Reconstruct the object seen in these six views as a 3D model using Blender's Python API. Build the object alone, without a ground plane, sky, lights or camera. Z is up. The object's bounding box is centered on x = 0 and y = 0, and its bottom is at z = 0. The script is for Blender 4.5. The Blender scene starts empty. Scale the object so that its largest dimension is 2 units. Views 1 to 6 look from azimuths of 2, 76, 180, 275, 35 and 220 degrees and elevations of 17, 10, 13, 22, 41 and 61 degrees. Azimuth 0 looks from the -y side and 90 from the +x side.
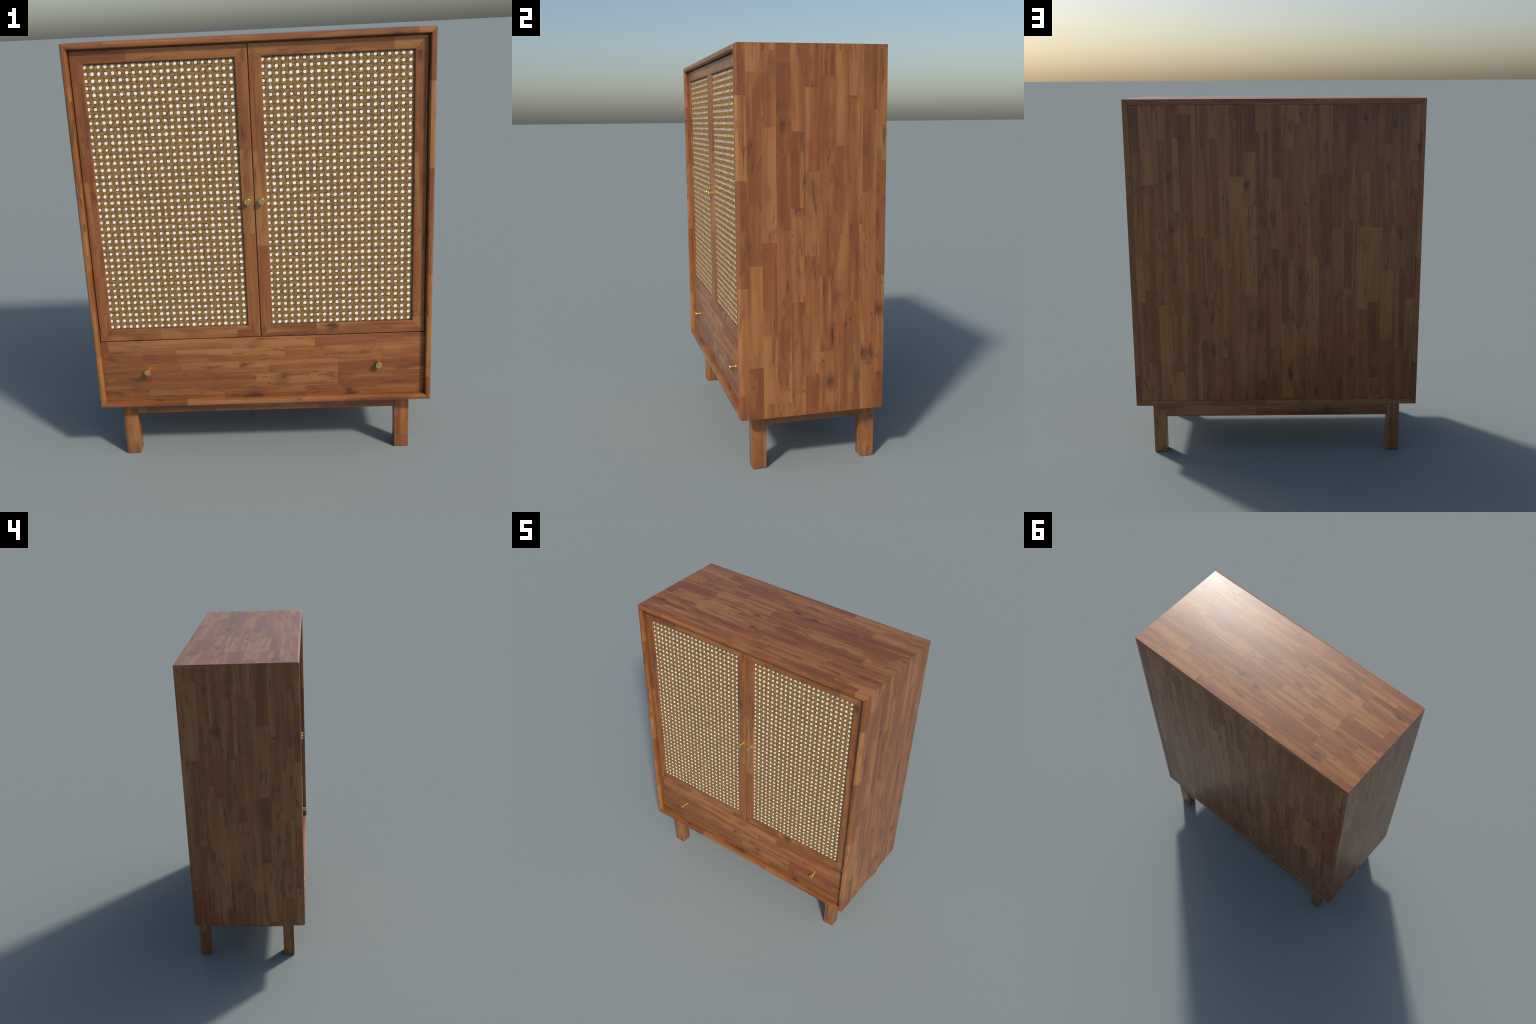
# Two-door sideboard cabinet: laminated hardwood case, cane-webbing doors,
# one wide drawer, round brass knobs, four square legs joined by aprons.
import bpy, bmesh, math, random
from mathutils import Vector

# ------------------------------------------------------------------ sizes (m)
CASE_X = 0.7957            # half width of the case
CASE_Y = 0.3535            # half depth
CASE_Z0, CASE_Z1 = 0.2895, 2.0
BOARD = 0.0292             # thickness of the case boards
NOSE_OUT = (0.016, 0.0110) # rounding of the front edges of the case: depth, width
NOSE_IN = (0.023, 0.0070)
FRONT_Y = -0.3278          # front plane of doors and drawer
DOOR_X0, DOOR_X1 = 0.0022, 0.7622
DOOR_Z0, DOOR_Z1 = 0.6325, 1.9655
FRAME = 0.0556             # width of the door stiles and rails
FRAME_DEPTH = 0.022
CANE_RECESS = 0.0094       # depth of the cane behind the front plane of the frame
PITCH = 0.02995            # distance between the holes of the cane webbing
HOLE_SHIFT = 0.0085        # sideways place of the hole grid against the door centre
DRAWER_Z0, DRAWER_Z1 = 0.3195, 0.6280
KNOB_R = 0.0148
KNOB_TIP = -0.3529
LEG = 0.0686
LEG_X = 0.6687             # leg centre
LEG_Y_FRONT, LEG_Y_BACK = -0.2418, 0.3112
APRON_Z0 = 0.2195
LAMELLA = 0.068            # width of one glued lamella

# ------------------------------------------------------------------ node helpers
class Nodes:
    def __init__(self, name):
        self.mat = bpy.data.materials.new(name)
        self.mat.use_nodes = True
        self.t = self.mat.node_tree
        self.t.nodes.clear()
        self.out = self.t.nodes.new('ShaderNodeOutputMaterial')
        self.bsdf = self.t.nodes.new('ShaderNodeBsdfPrincipled')
        self.t.links.new(self.bsdf.outputs[0], self.out.inputs[0])

    def new(self, kind, **props):
        n = self.t.nodes.new(kind)
        for k, v in props.items():
            setattr(n, k, v)
        return n

    def put(self, socket, value):
        if isinstance(value, bpy.types.NodeSocket):
            self.t.links.new(value, socket)
        else:
            socket.default_value = value

    def math(self, op, a, b=0.0, c=0.0, clamp=False):
        n = self.new('ShaderNodeMath', operation=op, use_clamp=clamp)
        for s, v in zip(n.inputs, (a, b, c)):
            self.put(s, v)
        return n.outputs[0]

    def combine(self, x, y, z):
        n = self.new('ShaderNodeCombineXYZ')
        for s, v in zip(n.inputs, (x, y, z)):
            self.put(s, v)
        return n.outputs[0]

    def split(self, vec):
        n = self.new('ShaderNodeSeparateXYZ')
        self.put(n.inputs[0], vec)
        return n.outputs

    def noise(self, vec, scale=1.0, detail=2.0, rough=0.5, distortion=0.0):
        n = self.new('ShaderNodeTexNoise', noise_dimensions='3D')
        self.put(n.inputs['Vector'], vec)
        n.inputs['Scale'].default_value = scale
        n.inputs['Detail'].default_value = detail
        n.inputs['Roughness'].default_value = rough
        n.inputs['Distortion'].default_value = distortion
        return n.outputs

    def ramp(self, fac, stops):
        n = self.new('ShaderNodeValToRGB')
        els = n.color_ramp.elements
        while len(els) < len(stops):
            els.new(0.5)
        for e, (p, c) in zip(els, stops):
            e.position = p
            e.color = (c, c, c, 1) if isinstance(c, (int, float)) else (*c, 1)
        self.put(n.inputs[0], fac)
        return n.outputs[0]

    def step(self, x, lo, hi, a=0.0, b=1.0):
        n = self.new('ShaderNodeMapRange', interpolation_type='SMOOTHSTEP')
        self.put(n.inputs['Value'], x)
        n.inputs['From Min'].default_value = lo
        n.inputs['From Max'].default_value = hi
        n.inputs['To Min'].default_value = a
        n.inputs['To Max'].default_value = b
        return n.outputs[0]

    def mix(self, fac, a, b, blend='MIX'):
        n = self.new('ShaderNodeMix', data_type='RGBA', blend_type=blend)
        self.put(n.inputs[0], fac)
        for s, v in ((n.inputs[6], a), (n.inputs[7], b)):
            self.put(s, v if isinstance(v, bpy.types.NodeSocket) else (*v, 1))
        return n.outputs[2]

    def bump(self, height, strength, distance):
        n = self.new('ShaderNodeBump')
        n.inputs['Strength'].default_value = strength
        n.inputs['Distance'].default_value = distance
        self.put(n.inputs['Height'], height)
        self.t.links.new(n.outputs[0], self.bsdf.inputs['Normal'])


def make_wood(name, grain, shift=0.5, length=0.44, seed=0.0):
    """Finger-jointed solid wood: lamellae of random length, each with its own
    tone, streaks and knots.  grain = the local axis along which the lamellae run."""
    m = Nodes(name)
    tex = m.new('ShaderNodeTexCoord')
    info = m.new('ShaderNodeObjectInfo')
    x, y, z = m.split(tex.outputs['Object'])
    u, v, w = {'x': (x, y, z), 'y': (y, x, z), 'z': (z, x, y)}[grain]
    rnd = m.math('MULTIPLY_ADD', info.outputs['Random'], 37.0, seed)
    r1 = m.math('FLOOR', m.math('MULTIPLY_ADD', v, 1 / LAMELLA, shift))
    r2 = m.math('FLOOR', m.math('MULTIPLY_ADD', w, 1 / LAMELLA, shift))
    row = m.math('MULTIPLY_ADD', r1, 57.31, m.math('MULTIPLY_ADD', r2, 23.77, rnd))
    cell = m.new('ShaderNodeTexVoronoi', voronoi_dimensions='1D', feature='F1')
    m.put(cell.inputs['W'], m.math('MULTIPLY_ADD', u, 1 / length, row))
    cell.inputs['Scale'].default_value = 1.0
    cell.inputs['Randomness'].default_value = 0.85
    sep = m.new('ShaderNodeSeparateColor')
    m.put(sep.inputs[0], cell.outputs['Color'])
    ca, cb, cc = sep.outputs
    # grain space, jumping from piece to piece
    gu = m.math('MULTIPLY_ADD', ca, 31.0, m.math('ADD', u, m.math('MULTIPLY', rnd, 0.13)))
    gv = m.math('MULTIPLY_ADD', cb, 17.0, v)
    gw = m.math('MULTIPLY_ADD', cc, 13.0, w)

    def grain_noise(su, sv, detail, rough, dist=0.0):
        vec = m.combine(m.math('MULTIPLY', gu, su), m.math('MULTIPLY', gv, sv),
                        m.math('MULTIPLY', gw, sv))
        return m.noise(vec, 1.0, detail, rough, dist)

    warp = grain_noise(5.0, 14.0, 2, 0.5)
    broad = grain_noise(1.0, 24.0, 2, 0.45, 0.35)[0]
    streak = grain_noise(2.2, 62.0, 2, 0.5, 0.4)[0]
    fine = grain_noise(9.0, 230.0, 2, 0.6, 0.2)[0]
    dash = grain_noise(7.5, 44.0, 2, 0.55, 0.7)[0]
    patch = grain_noise(3.0, 9.0, 1, 0.5)[0]
    # tone of the piece
    base = m.ramp(ca, [(0.0, (0.218, 0.0670, 0.0216)), (0.30, (0.262, 0.0865, 0.0272)),
                       (0.62, (0.295, 0.1040, 0.0328)), (0.86, (0.332, 0.1300, 0.0430)),
                       (1.0, (0.368, 0.1570, 0.0555))])
    col = m.mix(m.math('MULTIPLY', m.step(broad, 0.51, 0.68), 0.72), base, (0.385, 0.168, 0.0600))
    col = m.mix(m.math('MULTIPLY', m.step(broad, 0.49, 0.31), 0.62), col, (0.170, 0.0540, 0.0205))
    col = m.mix(m.math('MULTIPLY', m.step(streak, 0.50, 0.72), 0.34), col, (0.165, 0.0520, 0.0200))
    col = m.mix(m.math('MULTIPLY', m.step(streak, 0.48, 0.28), 0.22), col, (0.400, 0.165, 0.0560))
    col = m.mix(m.math('MULTIPLY', m.step(fine, 0.52, 0.72), 0.16), col, (0.140, 0.0440, 0.0180))
    cloud = grain_noise(4.5, 17.0, 2, 0.55, 0.5)[0]
    col = m.mix(m.math('MULTIPLY', m.step(cloud, 0.52, 0.72), 0.50), col, (0.170, 0.0560, 0.0210))
    col = m.mix(m.math('MULTIPLY', m.step(cloud, 0.46, 0.28), 0.38), col, (0.385, 0.1720, 0.0600))
    marks = m.math('MULTIPLY', m.step(dash, 0.545, 0.68), m.step(patch, 0.38, 0.55))
    col = m.mix(m.math('MULTIPLY', marks, 0.62), col, (0.110, 0.0370, 0.0185))
    # knots
    wx, wy, wz = m.split(warp[1])
    ku = m.math('MULTIPLY_ADD', gu, 4.6, m.math('MULTIPLY_ADD', wx, 0.50, -0.25))
    kv = m.math('MULTIPLY_ADD', gv, 12.5, m.math('MULTIPLY_ADD', wy, 0.50, -0.25))
    kw = m.math('MULTIPLY', gw, 4.0)
    knot = m.new('ShaderNodeTexVoronoi', voronoi_dimensions='3D', feature='F1')
    m.put(knot.inputs['Vector'], m.combine(ku, kv, kw))
    knot.inputs['Scale'].default_value = 1.0
    kr, kg, kb = m.split(knot.outputs['Color'])
    has = m.step(kr, 0.34, 0.36)
    d = m.math('ADD', knot.outputs['Distance'], m.math('MULTIPLY_ADD', dash, 0.50, -0.25))
    halo = m.math('MULTIPLY', m.math('MULTIPLY', m.step(d, 0.28, 0.08), has), 0.55)
    core = m.math('MULTIPLY', m.math('MULTIPLY', m.step(d, 0.125, 0.03), has), 0.70)
    col = m.mix(halo, col, (0.135, 0.0420, 0.0195))
    col = m.mix(core, col, (0.068, 0.0270, 0.0170))
    # small pin knots
    pin = m.new('ShaderNodeTexVoronoi', voronoi_dimensions='3D', feature='F1')
    m.put(pin.inputs['Vector'], m.combine(m.math('MULTIPLY', gu, 11.0),
                                          m.math('MULTIPLY', gv, 20.0),
                                          m.math('MULTIPLY', gw, 20.0)))
    pin.inputs['Scale'].default_value = 1.0
    pr, pg, pb = m.split(pin.outputs['Color'])
    dots = m.math('MULTIPLY', m.step(pin.outputs['Distance'], 0.14, 0.04), m.step(pr, 0.64, 0.66))
    col = m.mix(m.math('MULTIPLY', dots, 0.6), col, (0.080, 0.0300, 0.0170))
    col = m.mix(1.0, col, (0.985, 1.010, 0.94), 'MULTIPLY')
    m.put(m.bsdf.inputs['Base Color'], col)
    rough = m.math('MULTIPLY_ADD', fine, 0.08, 0.30)
    m.put(m.bsdf.inputs['Roughness'], rough)
    m.bsdf.inputs['Specular IOR Level'].default_value = 0.5
    pore = m.noise(m.combine(m.math('MULTIPLY', gu, 150.0), m.math('MULTIPLY', gv, 320.0),
                             m.math('MULTIPLY', gw, 320.0)), 1.0, 2, 0.6)[0]
    m.bump(pore, 0.22, 0.0005)
    return m.mat


def make_cane(name, tone):
    m = Nodes(name)
    tex = m.new('ShaderNodeTexCoord')
    p = tex.outputs['Object']
    n1 = m.noise(p, 75.0, 3, 0.6)[0]
    n2 = m.noise(p, 260.0, 2, 0.6)[0]
    col = m.ramp(n1, [(0.32, (0.160, 0.078, 0.015)), (0.44, (0.300, 0.156, 0.030)),
                      (0.56, (0.415, 0.232, 0.051)), (0.68, (0.500, 0.325, 0.100))])
    col = m.mix(m.math('MULTIPLY', m.step(n2, 0.54, 0.68), 0.45), col, (0.34, 0.110, 0.013))
    col = m.mix(1.0, col, tone, 'MULTIPLY')
    m.put(m.bsdf.inputs['Base Color'], col)
    m.bsdf.inputs['Roughness'].default_value = 0.5
    m.bsdf.inputs['Specular IOR Level'].default_value = 0.3
    return m.mat


def make_lining():
    """White lining sheet behind the cane; shadow of the strands around each hole painted in dark brown."""
    m = Nodes('white_lining')
    tex = m.new('ShaderNodeTexCoord')
    p = tex.outputs['Object']
    jit = m.noise(p, 42.0, 1, 0.5)[1]
    jx, jy, jz = m.split(jit)
    x, y, z = m.split(p)

    def cell(c, shift):
        t = m.math('FRACT', m.math('MULTIPLY_ADD', c, 1 / PITCH, 0.5 - shift / PITCH))
        return m.math('SUBTRACT', t, 0.5)
    fx = m.math('ADD', cell(x, HOLE_SHIFT), m.math('MULTIPLY_ADD', jx, 0.11, -0.055))
    fz = m.math('ADD', cell(z, 0.0), m.math('MULTIPLY_ADD', jz, 0.11, -0.055))

    def dist(a, b):
        return m.math('SQRT', m.math('ADD', m.math('MULTIPLY', a, a), m.math('MULTIPLY', b, b)))
    size = m.noise(p, 23.0, 2, 0.6)[0]
    hole = m.step(m.math('ADD', dist(fx, fz), m.math('MULTIPLY_ADD', size, 0.16, -0.080)), 0.275, 0.212)
    # gaps inside the crossings of the double strands
    ax = m.math('SUBTRACT', 0.5, m.math('ABSOLUTE', fx))
    az = m.math('SUBTRACT', 0.5, m.math('ABSOLUTE', fz))
    gap = m.math('MINIMUM', dist(ax, az),
                 m.math('MINIMUM', dist(m.math('SUBTRACT', ax, 0.277), az),
                        dist(ax, m.math('SUBTRACT', az, 0.277))))
    mask = m.math('MAXIMUM', hole, m.math('MULTIPLY', m.step(gap, 0.058, 0.015), 0.48))
    col = m.mix(mask, (0.040, 0.029, 0.010), (0.92, 0.92, 0.93))
    m.put(m.bsdf.inputs['Base Color'], col)
    m.bsdf.inputs['Roughness'].default_value = 0.6
    m.bsdf.inputs['Specular IOR Level'].default_value = 0.3
    return m.mat


def make_brass():
    m = Nodes('brass')
    tex = m.new('ShaderNodeTexCoord')
    n = m.noise(tex.outputs['Object'], 400.0, 2, 0.5)[0]
    m.bsdf.inputs['Base Color'].default_value = (0.90, 0.72, 0.26, 1)
    m.bsdf.inputs['Metallic'].default_value = 1.0
    m.put(m.bsdf.inputs['Roughness'], m.math('MULTIPLY_ADD', n, 0.08, 0.17))
    return m.mat


WOOD_X = make_wood('wood_grain_across', 'x', seed=3.0)
WOOD_Y = make_wood('wood_grain_deep', 'y', seed=11.0)
WOOD_Z = make_wood('wood_grain_upright', 'z', seed=7.0)
WOOD_LEG = make_wood('wood_grain_leg', 'z', shift=0.22, seed=5.0)
CANE = make_cane('cane', (1.06, 0.97, 0.88))
CANE_PALE = make_cane('pale_cane', (1.18, 1.20, 1.25))          # the outermost strands
LINING = make_lining()
BRASS = make_brass()

# ------------------------------------------------------------------ mesh helpers
def finish(name, bm, mat, origin=(0, 0, 0), angle=35):
    """Turn a bmesh built in cabinet space into an object with its origin at `origin`."""
    bmesh.ops.recalc_face_normals(bm, faces=bm.faces)
    bmesh.ops.translate(bm, verts=bm.verts, vec=-Vector(origin))
    me = bpy.data.meshes.new(name)
    bm.to_mesh(me)
    bm.free()
    me.polygons.foreach_set('use_smooth', [True] * len(me.polygons))
    me.set_sharp_from_angle(angle=math.radians(angle))
    me.materials.append(mat)
    ob = bpy.data.objects.new(name, me)
    bpy.context.scene.collection.objects.link(ob)
    ob.location = origin
    return ob


def attach(child, parent):
    child.parent = parent
    child.matrix_parent_inverse.identity()
    child.location = Vector(child.location) - world_origin(parent)


def world_origin(ob):
    v = Vector((0, 0, 0))
    while ob:
        v += Vector(ob.location)
        ob = ob.parent
    return v


def box(name, x0, x1, y0, y1, z0, z1, mat, bevel=0.0015, segs=2):
    bm = bmesh.new()
    bmesh.ops.create_cube(bm, size=1.0)
    for v in bm.verts:
        v.co = ((x0, x1)[v.co.x > 0], (y0, y1)[v.co.y > 0], (z0, z1)[v.co.z > 0])
    if bevel:
        bmesh.ops.bevel(bm, geom=bm.edges[:], offset=bevel, segments=segs,
                        profile=0.5, affect='EDGES')
    return finish(name, bm, mat, ((x0 + x1) / 2, (y0 + y1) / 2, (z0 + z1) / 2))


def rounded_profile(y_front, y_back, width, outer, inner, back, segs=8):
    """Closed cross-section in (y, inward offset); each corner is a quarter ellipse
    given as (extent in y, extent across)."""
    corners = [((y_front, 0.0), (1, 1), 270, outer), ((y_front, width), (1, -1), 180, inner),
               ((y_back, width), (-1, -1), 90, back), ((y_back, 0.0), (-1, 1), 0, back)]
    pts = []
    for (cy, cn), (dy, dn), a0, (ry, rn) in corners:
        oy, on = cy + dy * ry, cn + dn * rn
        for k in range(segs + 1):
            a = math.radians(a0 - 90 * k / segs)
            pts.append((oy + ry * math.cos(a), on + rn * math.sin(a)))
    return pts


def mitred_board(name, side, rect, profile, mat, gap=0.00012):
    """One board of a rectangular frame, ends cut at 45 degrees.
    rect = (x0, x1, z0, z1); side = left, right, top or bottom."""
    x0, x1, z0, z1 = rect
    bm = bmesh.new()
    ends = []
    for e in (0, 1):
        ring = []
        for y, n in profile:
            if side in ('left', 'right'):
                px = x0 + n if side == 'left' else x1 - n
                pz = z0 + n + gap if e == 0 else z1 - n - gap
            else:
                pz = z0 + n if side == 'bottom' else z1 - n
                px = x0 + n + gap if e == 0 else x1 - n - gap
            ring.append(bm.verts.new((px, y, pz)))
        ends.append(ring)
    k = len(profile)
    for i in range(k):
        j = (i + 1) % k
        bm.faces.new((ends[0][i], ends[0][j], ends[1][j], ends[1][i]))
    bm.faces.new(ends[0])
    bm.faces.new(ends[1][::-1])
    ys = [p[0] for p in profile]
    w = max(p[1] for p in profile)
    cx, cz = (x0 + x1) / 2, (z0 + z1) / 2
    o = {'left': (x0 + w / 2, cz), 'right': (x1 - w / 2, cz),
         'bottom': (cx, z0 + w / 2), 'top': (cx, z1 - w / 2)}[side]
    return finish(name, bm, mat, (o[0], (min(ys) + max(ys)) / 2, o[1]))


def knob(name, x, z):
    """Turned brass knob: plain cylinder on a small collar, chamfered face."""
    rings = [(FRONT_Y + 0.004, KNOB_R * 0.94), (KNOB_TIP + 0.0012, KNOB_R),
             (KNOB_TIP + 0.0004, KNOB_R - 0.0003), (KNOB_TIP, KNOB_R - 0.0010)]
    n = 40
    bm = bmesh.new()
    loops = [[bm.verts.new((x + r * math.cos(2 * math.pi * i / n), y,
                            z + r * math.sin(2 * math.pi * i / n))) for i in range(n)]
             for y, r in rings]
    for a, b in zip(loops, loops[1:]):
        for i in range(n):
            j = (i + 1) % n
            bm.faces.new((a[i], a[j], b[j], b[i]))
    bm.faces.new(loops[0])
    bm.faces.new(loops[-1])
    return finish(name, bm, BRASS, (x, KNOB_TIP + 0.013, z), 18)

# ------------------------------------------------------------------ cane webbing
def cane_webbing(cx, cz, half_w, half_h, y_back):
    """Seven-step cane weave: double uprights, double cross strands and two
    diagonals, all real flattened strands, interlaced."""
    rng = random.Random(41)
    bm = bmesh.new()
    thick = 0.00030           # half thickness of a strand

    def strand(points, width, slot=0):
        """points: list of (x, z, lift) along the strand, local to the panel centre."""
        rings = []
        for i, (px, pz, lift) in enumerate(points):
            ax, az, _ = points[max(i - 1, 0)]
            bx, bz, _ = points[min(i + 1, len(points) - 1)]
            tx, tz = bx - ax, bz - az
            l = math.hypot(tx, tz) or 1.0
            sx, sz = -tz / l, tx / l
            ring = []
            for s, t in ((-1.0, -0.4), (-0.62, 0.75), (0.0, 1.0), (0.62, 0.75), (1.0, -0.4)):
                ring.append(bm.verts.new((cx + px + sx * s * width / 2,
                                          y_back - lift - t * thick,
                                          cz + pz + sz * s * width / 2)))
            rings.append(ring)
        for a, b in zip(rings, rings[1:]):
            for k in range(5):
                q = (k + 1) % 5
                bm.faces.new((a[k], a[q], b[q], b[k])).material_index = slot
        bm.faces.new(rings[0])
        bm.faces.new(rings[-1][::-1])

    def wobble():
        a, b = rng.uniform(0, 6.28), rng.uniform(18, 34)
        c, d = rng.uniform(0, 6.28), rng.uniform(60, 110)
        return lambda s: 0.00050 * math.sin(a + b * s) + 0.00042 * math.sin(c + d * s)

    off = 0.116 * PITCH                      # strands of a pair stand this far off its middle
    def pair_positions(shift, half):
        k0 = int(math.floor((-half - shift) / PITCH)) - 1
        res = []
        for k in range(k0, -k0 + 3):
            mid = shift + (k + 0.5) * PITCH
            for s, d in enumerate((-off, off)):
                if -half + 0.0005 < mid + d < half - 0.0005:
                    res.append((mid + d, 2 * k + s))
        return res
    ups = pair_positions(HOLE_SHIFT, half_w)
    crosses = pair_positions(0.0, half_h)
    base, amp = 0.00088, 0.00024

    def woven(fixed, idx, others, half, upright):
        f = wobble()
        pts = [(-half, base)]
        for (pos, j), nxt in zip(others, others[1:] + [None]):
            over = 1 if (idx + j + (0 if upright else 1)) % 2 else -1
            pts.append((pos, base + over * amp))
            if nxt and nxt[0] - pos > 0.4 * PITCH:
                pts.append(((pos + nxt[0]) / 2, base))
        pts.append((half, base))
        w = rng.uniform(0.0022, 0.0030)
        strand([(fixed + f(s), s, l) if upright else (s, fixed + f(s), l) for s, l in pts], w)

    for pos, i in ups:
        woven(pos, i, crosses, half_h, True)
    for pos, i in crosses:
        woven(pos, i, ups, half_w, False)

    # diagonals pass through the middles between neighbouring holes
    for sign, lift in ((-1, 0.00048), (1, 0.00132)):
        k0 = int((half_w + half_h) / PITCH) + 2
        for k in range(-k0, k0):
            # sign*x + z = c
            c = sign * HOLE_SHIFT + (k + 0.5) * PITCH
            f = wobble()
            w = rng.uniform(0.0027, 0.0035) if sign > 0 else rng.uniform(0.0017, 0.0023)
            xs = []
            n = int(2 * half_w / (PITCH / 2))
            for i in range(n + 1):
                x = -half_w + 2 * half_w * i / n
                z = c - sign * x
                if -half_h < z < half_h:
                    xs.append((x, z + f(x) * 0.8,
                               lift + 0.00012 * math.sin(2 * math.pi * x / PITCH * 2 + k)))
            if len(xs) > 1:
                # run the ends into the frame rebate
                for end, nb in ((0, 1), (-1, -2)):
                    (ex, ez, el), (fx2, fz2, _) = xs[end], xs[nb]
                    reach = min(half_w - abs(ex), half_h - abs(ez))
                    if reach > 1e-4 and abs(ex - fx2) > 1e-6:
                        d = math.copysign(reach, ex - fx2)
                        new = (ex + d, ez - sign * d, el)
                        if end == 0:
                            xs.insert(0, new)
                        else:
                            xs.append(new)
                strand(xs, w, 1 if sign > 0 else 0)
    ob = finish('cane_webbing', bm, CANE, (cx, y_back, cz), 60)
    ob.data.materials.append(CANE_PALE)
    ob['kind'] = 'stuff'
    return ob

# ------------------------------------------------------------------ build
cabinet = bpy.data.objects.new('cabinet', None)
bpy.context.scene.collection.objects.link(cabinet)
cabinet['label'] = 'brown wooden cabinet with two cane doors, drawer and brass knobs'
cabinet['category'] = 'storage cabinet'

# case: four mitred boards with rounded front edges
case_rect = (-CASE_X, CASE_X, CASE_Z0, CASE_Z1)
case_prof = rounded_profile(-CASE_Y, CASE_Y, BOARD, NOSE_OUT, NOSE_IN, (0.0008, 0.0008))
for side, name, mat in (('left', 'side_panel', WOOD_Z), ('right', 'side_panel', WOOD_Z),
                        ('top', 'top_panel', WOOD_X), ('bottom', 'bottom_panel', WOOD_X)):
    attach(mitred_board(name, side, case_rect, case_prof, mat), cabinet)

g = 0.0009
attach(box('back_panel', -CASE_X + BOARD + g, CASE_X - BOARD - g, CASE_Y - 0.016, CASE_Y - 0.0003,
           CASE_Z0 + BOARD + g, CASE_Z1 - BOARD - g, WOOD_Z, 0.0008), cabinet)

# fixed rail between doors and drawer, and the strip that closes the joint of the doors
attach(box('divider', -CASE_X + BOARD + g, CASE_X - BOARD - g, FRONT_Y + 0.0080, CASE_Y - 0.02,
           DRAWER_Z1 + 0.0006, DOOR_Z0 - 0.0006, WOOD_X, 0.0005), cabinet)
attach(box('astragal', -DOOR_X0 + 0.0005, DOOR_X0 - 0.0005, FRONT_Y + 0.0085, FRONT_Y + 0.020,
           DOOR_Z0 + 0.002, DOOR_Z1 - 0.002, WOOD_Z, 0.0004), cabinet)

# door stops inside the joint between the doors and the case
sx_, sy0, sy1 = CASE_X - BOARD - g, FRONT_Y + 0.0095, FRONT_Y + 0.018
for x0, x1 in ((-sx_, -DOOR_X1 - 0.0006), (DOOR_X1 + 0.0006, sx_)):
    attach(box('door_stop', x0, x1, sy0, sy1, DOOR_Z0, CASE_Z1 - BOARD - g, WOOD_Z, 0.0003), cabinet)
attach(box('door_stop', -DOOR_X1, DOOR_X1, sy0, sy1, DOOR_Z1 + 0.0006, CASE_Z1 - BOARD - g,
           WOOD_X, 0.0003), cabinet)

# left door, then its twin sharing the same meshes
cx, cz = -(DOOR_X0 + DOOR_X1) / 2, (DOOR_Z0 + DOOR_Z1) / 2
half_w = (DOOR_X1 - DOOR_X0) / 2
half_h = (DOOR_Z1 - DOOR_Z0) / 2
rect = (cx - half_w, cx + half_w, DOOR_Z0, DOOR_Z1)
lining_y = FRONT_Y + CANE_RECESS + 0.0016
in_w, in_h = half_w - FRAME, half_h - FRAME
door = box('door', cx - in_w - 0.0002, cx + in_w + 0.0002, lining_y, FRONT_Y + FRAME_DEPTH - 0.001,
           cz - in_h - 0.0002, cz + in_h + 0.0002, LINING, 0)
attach(door, cabinet)
frame_prof = rounded_profile(FRONT_Y, FRONT_Y + FRAME_DEPTH, FRAME, (0.0016, 0.0016), (0.0052, 0.0052), (0.001, 0.001))
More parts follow.
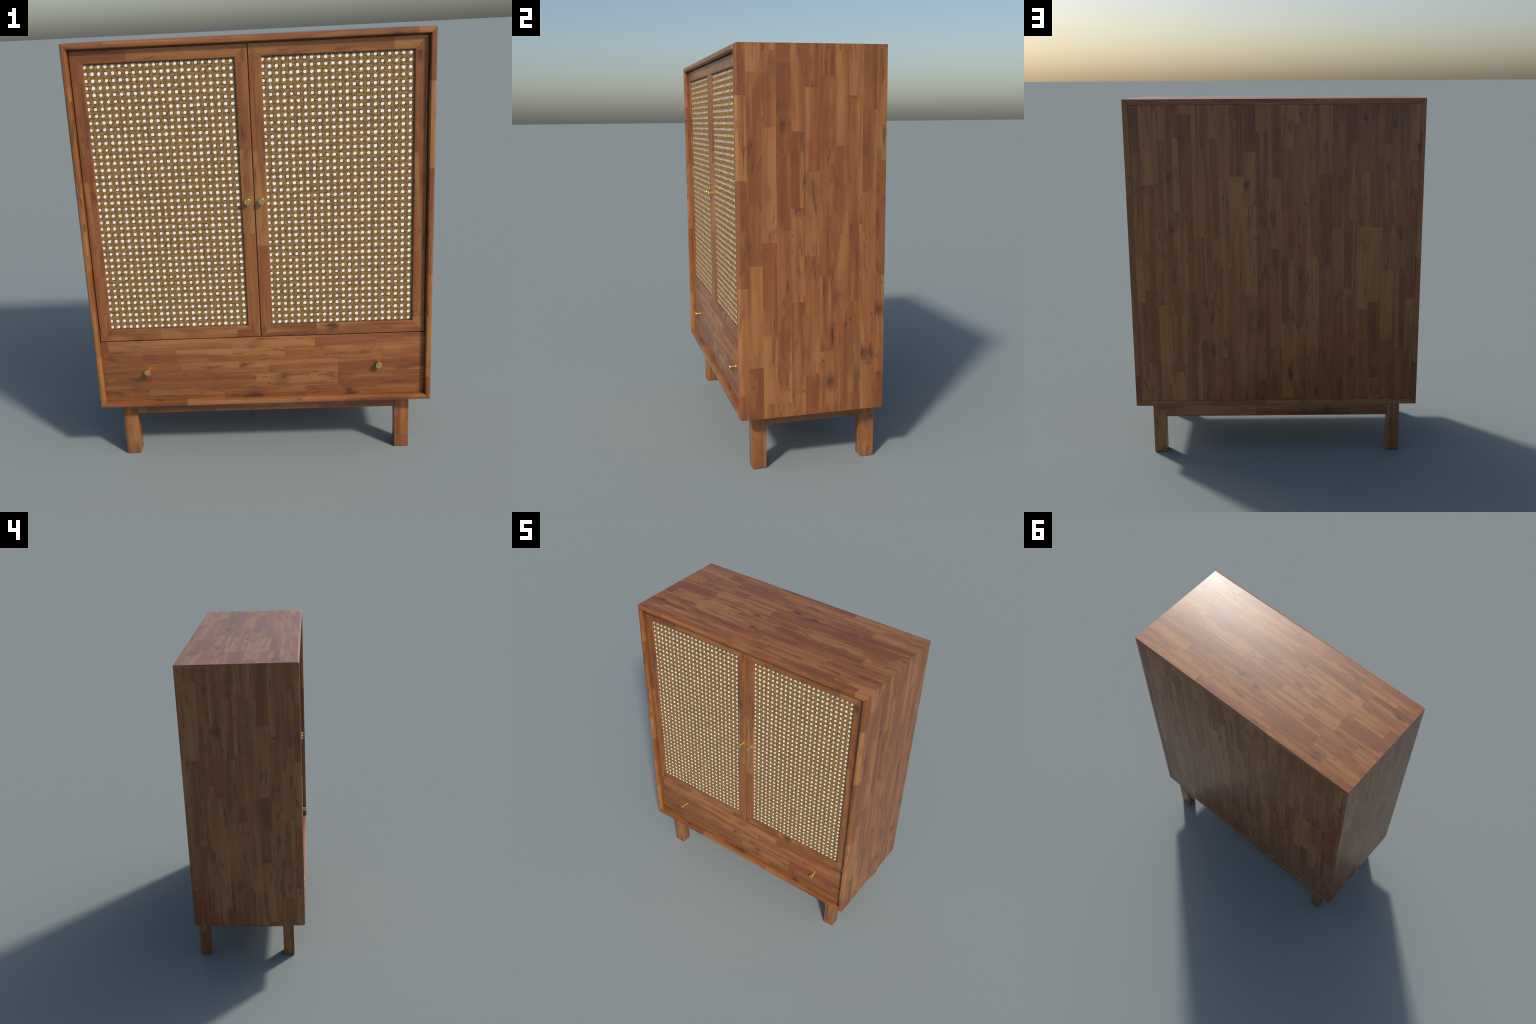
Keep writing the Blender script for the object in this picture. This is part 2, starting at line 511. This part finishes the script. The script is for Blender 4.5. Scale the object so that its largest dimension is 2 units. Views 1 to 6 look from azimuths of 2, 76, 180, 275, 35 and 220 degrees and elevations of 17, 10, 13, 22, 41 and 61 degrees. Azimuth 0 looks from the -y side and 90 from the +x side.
parts = [mitred_board('stile', 'left', rect, frame_prof, WOOD_Z),
         mitred_board('stile', 'right', rect, frame_prof, WOOD_Z),
         mitred_board('rail', 'top', rect, frame_prof, WOOD_X),
         mitred_board('rail', 'bottom', rect, frame_prof, WOOD_X),
         cane_webbing(cx, cz, in_w - 0.0002, in_h - 0.0002, lining_y)]
handle = knob('knob', -0.0313, 1.2868)
for p in parts + [handle]:
    attach(p, door)
twin = door.copy()
bpy.context.scene.collection.objects.link(twin)
twin.location.x = -door.location.x
for p in parts + [handle]:
    q = p.copy()
    bpy.context.scene.collection.objects.link(q)
    q.parent = twin
    if p is handle:
        q.location.x = -p.location.x

# drawer front with two knobs
d_half = CASE_X - BOARD - 0.0006
drawer = box('drawer', -d_half, d_half, FRONT_Y, FRONT_Y + 0.022,
             DRAWER_Z0, DRAWER_Z1, WOOD_X, 0.0012)
attach(drawer, cabinet)
for x in (-0.5502, 0.5502):
    q = handle.copy()
    bpy.context.scene.collection.objects.link(q)
    q.parent = None
    q.location = (x, KNOB_TIP + 0.013, 0.474)
    attach(q, drawer)

# legs and aprons
leg_top = CASE_Z0 - 0.0002
proto = None
for sx in (-1, 1):
    for y in (LEG_Y_FRONT, LEG_Y_BACK):
        if proto is None:
            proto = box('leg', sx * LEG_X - LEG / 2, sx * LEG_X + LEG / 2,
                        y - LEG / 2, y + LEG / 2, 0.0, leg_top, WOOD_LEG, 0.0009)
            attach(proto, cabinet)
        else:
            q = proto.copy()
            bpy.context.scene.collection.objects.link(q)
            q.location = (sx * LEG_X, y, leg_top / 2)
            if sx > 0:
                q.rotation_euler.z = math.pi
inset, thick = 0.0022, 0.024
xa = LEG_X - LEG / 2 - 0.0003
for name, y0 in (('apron', LEG_Y_FRONT - LEG / 2 + inset),
                 ('apron', LEG_Y_BACK + LEG / 2 - inset - thick)):
    attach(box(name, -xa, xa, y0, y0 + thick, APRON_Z0, leg_top, WOOD_X, 0.0012), cabinet)
ya, yb = LEG_Y_FRONT + LEG / 2 + 0.0003, LEG_Y_BACK - LEG / 2 - 0.0003
for sx in (-1, 1):
    xo = sx * (LEG_X + LEG / 2 - inset)
    xi = xo - sx * thick
    attach(box('apron', min(xo, xi), max(xo, xi), ya, yb, APRON_Z0, leg_top, WOOD_Y, 0.0012), cabinet)
